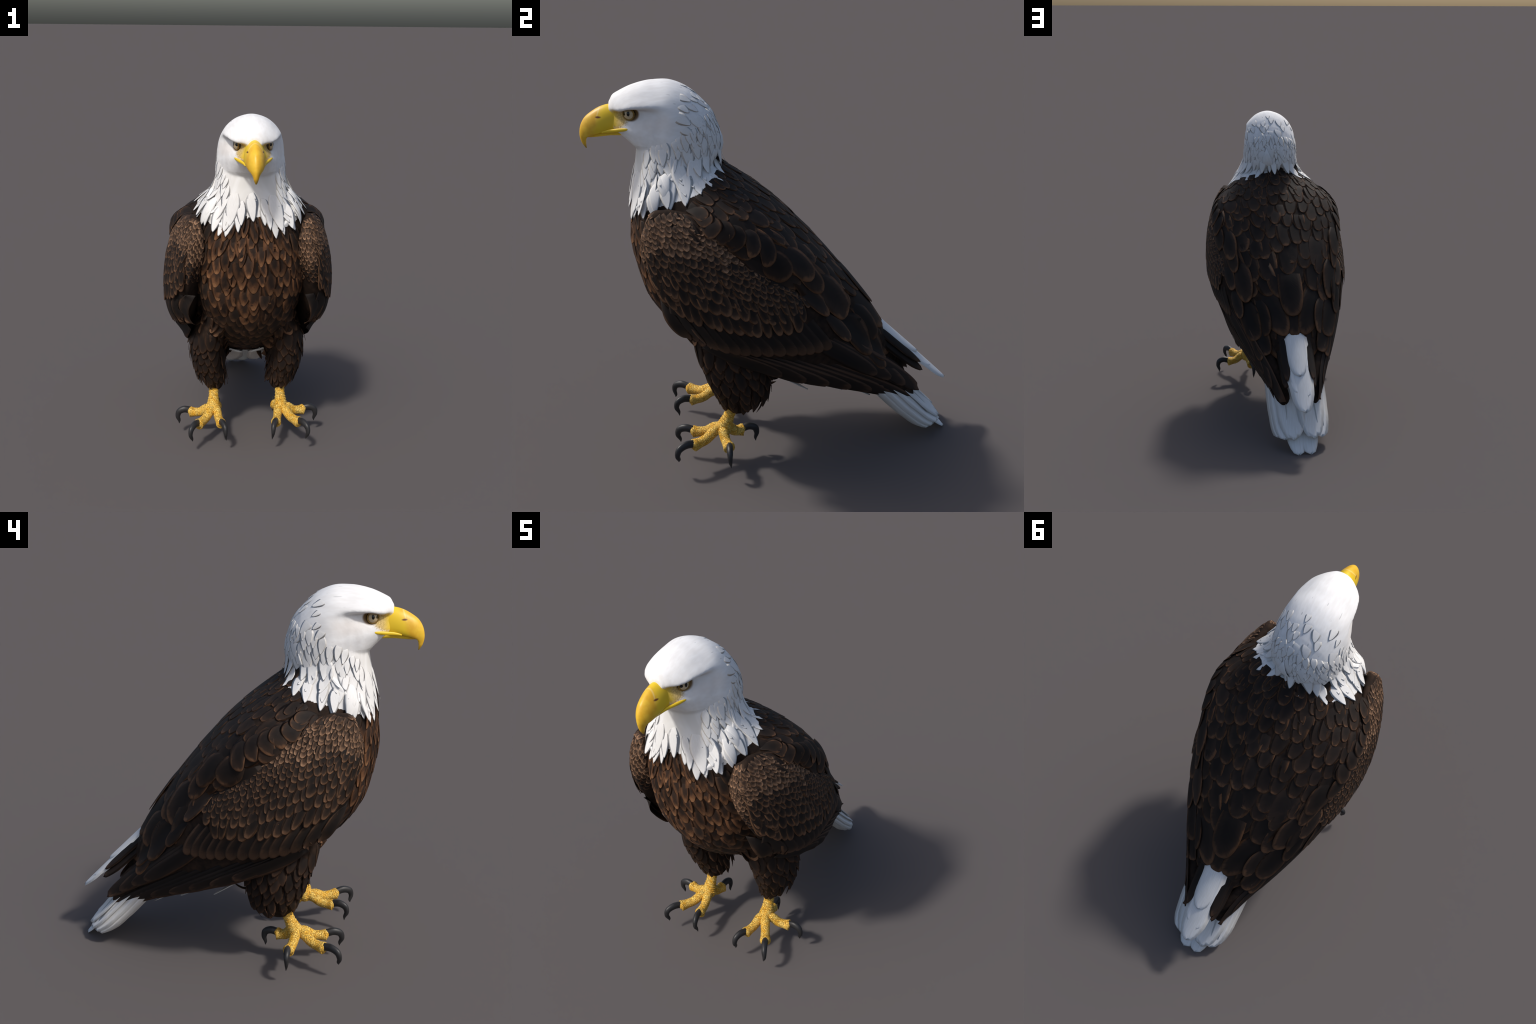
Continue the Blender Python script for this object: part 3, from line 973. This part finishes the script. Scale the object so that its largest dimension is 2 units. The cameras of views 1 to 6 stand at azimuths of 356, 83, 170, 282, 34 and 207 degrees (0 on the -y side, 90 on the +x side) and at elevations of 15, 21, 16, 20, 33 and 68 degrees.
tail_rings = []
for s, w, t0, th0 in [(-.10, .10, .74, .12), (.05, .115, .715, .10), (.15, .12, .705, .07), (.25, .12, .70, .05), (.35, .11, .695, .03), (.42, .09, .692, .015)]:
    ring = [st(arch(u, w, .08)[0], s, t0 + arch(u, w, .08)[1]) for u in np.linspace(-.8, .8, 15)]
    ring += [st(arch(u, w * .9, .08)[0], s, t0 - th0 + arch(u, w, .08)[1] * .8) for u in np.linspace(.8, -.8, 15)]
    tail_rings.append(ring)
tail = new_obj("tail", loft(tail_rings, name="tail"), eagle, M["white_skin"])
up = V(0, C45, C45)
for sg in (1, -1):
    T = lambda x, s, t: st(sg * x, s, t)
    def face(deg):
        a = math.radians(deg)
        return V(sg * math.sin(a), C45 * math.cos(a), C45 * math.cos(a))
    for x0, t0, x1, s1, t1, W, deg in [(.036, .688, .038, .668, .672, .160, 4), (.060, .728, .066, .580, .706, .195, 8), (.105, .702, .118, .566, .688, .165, 18), (.145, .684, .148, .545, .668, .150, 40),
                                       (.172, .660, .166, .528, .646, .130, 60), (.176, .640, .158, .510, .628, .110, 78), (.160, .628, .142, .500, .610, .085, 94)]:
        plate("tail_feather", T(x0, .0, t0), T(x1, s1, t1), W, face(deg), tail, M["white"], p=2.5, cross=-12 if deg < 5 else -5)
    for x0, s0, t0, x1, s1, t1, W in [(.080, -.16, .425, .095, .17, .538, .14), (.085, -.46, .25, .100, -.12, .338, .16), (.035, -.38, .29, .04, .06, .490, .15), (.09, -.30, .33, .11, .02, .462, .14)]:
        plate("undertail_covert", T(x0, s0, t0), T(x1, s1, t1), W, V(sg * .3, -.4, -1), tail, M["white"], p=2.0)
# white under-tail fringe hanging just below the folded wings
for sg in (1, -1):
    for y0, z0, y1, z1 in [(-.10, .500, .06, .432), (-.03, .470, .13, .395), (.05, .435, .19, .368), (.20, .420, .37, .362), (.29, .395, .44, .330), (.36, .360, .52, .292)]:
        plate("undertail_covert", V(sg * (.098 + jit(.006)), y0, z0), V(sg * (.108 + jit(.006)), y1, z1 + jit(.006)), .085, V(sg, -.1, -.45), tail, M["white"], p=1.8)
# long white upper tail coverts lying over the folded wing tips
UTC = [(0.0, -.14, .874, .0, .462, .878, .140), (-.030, -.16, .866, -.034, .36, .874, .095), (.030, -.16, .864, .034, .33, .874, .095),
       (-.045, -.18, .850, -.050, .16, .868, .085), (.045, -.18, .850, .050, .16, .868, .085), (0, -.2, .876, .004, .22, .884, .115)]
for x0, s0, t0, x1, s1, t1, W in UTC:
    plate("uppertail_covert", st(x0, s0, t0), st(x1, s1, t1), W * 1.25, V(x0 * 3, C45, C45), tail, M["white"], p=2.4, cross=-21, th=.007)
# dark inner vanes beneath them
for sg in (1, -1):
    for x0, s0, t0, x1, s1, t1, W, k in [(.075, -.25, .850, .086, .24, .862, .075, .5), (.100, -.25, .820, .094, .28, .838, .085, .8)]:
        plate("dark_tail_covert", st(sg * x0, s0, t0), st(sg * x1, s1, t1), W, V(sg * k, C45, C45), tail, M["flight"], p=2.2, cross=-9)

# ------------------------------------------------------------------ beak
BILL = [  # top (y, z), cutting edge (y, z), half width
    ((-.755, 1.890), (-.735, 1.772), .056),
    ((-.800, 1.892), (-.785, 1.768), .057),
    ((-.845, 1.880), (-.830, 1.764), .055),
    ((-.885, 1.858), (-.868, 1.755), .049),
    ((-.918, 1.832), (-.896, 1.745), .041),
    ((-.938, 1.800), (-.910, 1.738), .032),
    ((-.947, 1.768), (-.917, 1.728), .024),
    ((-.948, 1.738), (-.9195, 1.716), .017),
    ((-.9405, 1.708), (-.9205, 1.699), .012),
    ((-.9245, 1.682), (-.9190, 1.681), .004),
]
def bill_ring(k):
    A = np.array([[*a, *b, w] for a, b, w in BILL])
    i = min(int(k), len(BILL) - 2)
    g = lambda j: A[min(max(j, 0), len(BILL) - 1)]
    ty, tz, by, bz, w = cr(g(i - 1), g(i), g(i + 1), g(i + 2), k - i)
    fs = [0, .015, .05, .11, .2, .32, .46, .6, .74, .86, .95, 1.0]
    half = []
    for f in fs:
        x = w * math.sqrt(1 - (1 - min(1.0, f / .84)) ** 2) ** 1.12 * (1 if f < .9 else 1 - (f - .9) * 1.2)
        half.append((x, ty + (by - ty) * f, tz + (bz - tz) * f))
    ring = [V(*h) for h in half] + [V(0, by, bz + .002)] + [V(-x, y, z) for x, y, z in half[:0:-1]]
    return ring
beak = new_obj("beak", loft([bill_ring(k) for k in np.linspace(0, len(BILL) - 1, 46)], name="beak"), head, M["bill"])
LOWER = [(-.690, 1.752, .020, .060), (-.74, 1.757, .017, .056), (-.80, 1.757, .016, .046), (-.85, 1.752, .016, .036), (-.885, 1.746, .013, .026), (-.912, 1.741, .008, .012)]
low = []
for y in np.linspace(-.69, -.912, 20):
    tab = LOWER[::-1]
    z, h, w = (interp(tab, y, k) for k in (1, 2, 3))
    low.append([V(w * math.cos(a), y, z + h * math.sin(a)) for a in np.linspace(0, 2 * math.pi, 24, endpoint=False)])
new_obj("lower_mandible", loft(low, name="lower_mandible"), head, M["bill"])
# yellow gape flange running back beneath the eye
def tube(name, pts, radii, parent, mat, n=14, flat=1.0, rings=24, wob=None, across=None):
    P = np.array(pts, float)
    R_ = np.array(radii, float)
    out = []
    for k in range(rings):
        t = k / (rings - 1)
        c = Vector(spline(P, t))
        d = Vector(spline(P, min(t + .02, 1))) - Vector(spline(P, max(t - .02, 0)))
        d.normalize()
        r = float(np.interp(t * (len(R_) - 1), range(len(R_)), R_))
        side = Vector(across) if across is not None else d.cross(V(0, 0, 1))
        if side.length < .05:
            side = V(1, 0, 0)
        side.normalize()
        upv = side.cross(d).normalized()
        ring = []
        for a in np.linspace(0, 2 * math.pi, n, endpoint=False):
            rr = r * (1 + (wob(t, a) if wob else 0))
            ring.append(c + side * math.cos(a) * rr * flat + upv * math.sin(a) * rr)
        out.append(ring)
    return new_obj(name, loft(out, name=name), parent, mat)
for sg in (1, -1):
    tube("gape", [(sg * .105, -.690, 1.791), (sg * .097, -.717, 1.785), (sg * .081, -.755, 1.779), (sg * .060, -.800, 1.772), (sg * .050, -.84, 1.764)],
         [.0015, .0066, .0088, .0085, .004], head, M["bill"], flat=.65)
    # eye and lids
    c = V(sg * .0750, -.699, 1.857)
    me = bpy.data.meshes.new("eye")
    b2 = bmesh.new()
    bmesh.ops.create_uvsphere(b2, u_segments=32, v_segments=20, radius=.0315)
    b2.to_mesh(me)
    b2.free()
    e = new_obj("eye", me, head, M["eye"])
    ang = math.radians(22)
    X = V(sg * math.cos(ang), -math.sin(ang), -.04).normalized()
    Z = V(0, 0, 1)
    Y = V(sg * math.sin(ang), math.cos(ang), 0)
    Z = (Z - X * Z.dot(X)).normalized()
    Y = Z.cross(X) * sg
    e.matrix_world = Matrix(((X.x, Y.x, Z.x, c.x), (X.y, Y.y, Z.y, c.y), (X.z, Y.z, Z.z, c.z), (0, 0, 0, 1)))
    ring = []
    for a in np.linspace(0, 2 * math.pi, 33):
        ring.append(c + X * .0175 + Y * math.cos(a) * .0275 + Z * math.sin(a) * .0265)
    M.setdefault("lid", None)
    if M["lid"] is None:
        n = NT("ochre_eyelid")
        M["lid"] = n.done(n.mix(n.noise(n.obj, 90, 2), (0.10, 0.055, 0.018), (0.42, 0.25, 0.05)), .6, .3)
    tube("eyelid", ring, [.0042] * 3, head, M["lid"], n=10, rings=48)

# ------------------------------------------------------------------ feet
def foot(sg):
    leg = legs[sg]
    F = lambda x, y, z: (sg * x, y, z)
    scale = lambda t, a: .05 * math.sin(t * 70) * (.5 + .5 * math.sin(a)) + .03 * math.sin(t * 31 + 3 * a)
    ft = tube("foot", [F(.204, -.245, .36), F(.204, -.262, .31), F(.205, -.283, .255), F(.207, -.300, .215), F(.207, -.312, .185), F(.207, -.318, .160)],
              [.030, .029, .030, .038, .046, .034], eagle, M["leg"], n=28, rings=60, wob=lambda t, a: .05 * math.sin(t * 85 + math.sin(a)))
    toes = [((.165, -.475, .152), (.159, -.490), (.137, -.570, .150), (.136, -.540, .074), .0235, (.190, -.345)),
            ((.303, -.478, .152), (.313, -.496), (.357, -.578, .153), (.336, -.557, .082), .0245, (.222, -.350)),
            ((.352, -.293, .148), (.368, -.291), (.441, -.296, .145), (.419, -.290, .075), .0240, (.238, -.318)),
            ((.184, -.208, .150), (.180, -.193), (.174, -.118, .145), (.177, -.138, .074), .0250, (.197, -.292))]
    for end, cb, bend, tip, r, st0 in toes:
        r *= 1.12
        ex, ey, ez = end
        sx, sy = st0
        mid = lambda u, z: F(sx + (ex - sx) * u, sy + (ey - sy) * u, z)
        tube("toe", [F(sx - (ex - sx) * .15, sy - (ey - sy) * .15, .190), mid(.12, .183), mid(.45, .160), mid(.75, .153), mid(.97, .155), mid(1.06, .153)],
             [r * .9, r * 1.05, r * .92, r * 1.0, r * 1.15, r * .75], ft, M["leg"], n=20, rings=44,
             wob=lambda t, a: .040 * math.sin(t * 100 + .6 * math.sin(2 * a)) * (.6 + .4 * math.sin(a)) + (.16 * max(0, -math.sin(a)) * (.5 + .5 * math.sin(t * 17 + 1.2))))
        bx, by, bz = bend
        tx, ty, tz = tip
        dx, dy = (bx - ex) * .86, (by - ey) * .86
        claw = [F(ex, ey, .164), F(ex + dx * .45, ey + dy * .45, .171), F(ex + dx * .85, ey + dy * .85, .157), F(ex + dx * .97, ey + dy * .97, .125), F((ex + dx * .86 + tx) / 2, (ey + dy * .86 + ty) / 2, .096), F(tx, ty, tz)]
        tube("talon", claw, [.0215, .0215, .0192, .0142, .0090, .0012], ft, M["claw"], n=16, rings=32, flat=.80, across=(-dy * sg, dx, 0) if sg > 0 else (dy, dx, 0))
for sg in (1, -1):
    foot(sg)

bpy.data.meshes.remove(body)
cnt = {}
for o in bpy.data.objects:
    k = o.name.split(".")[0]
    cnt[k] = cnt.get(k, 0) + 1
print("PARTS", cnt)
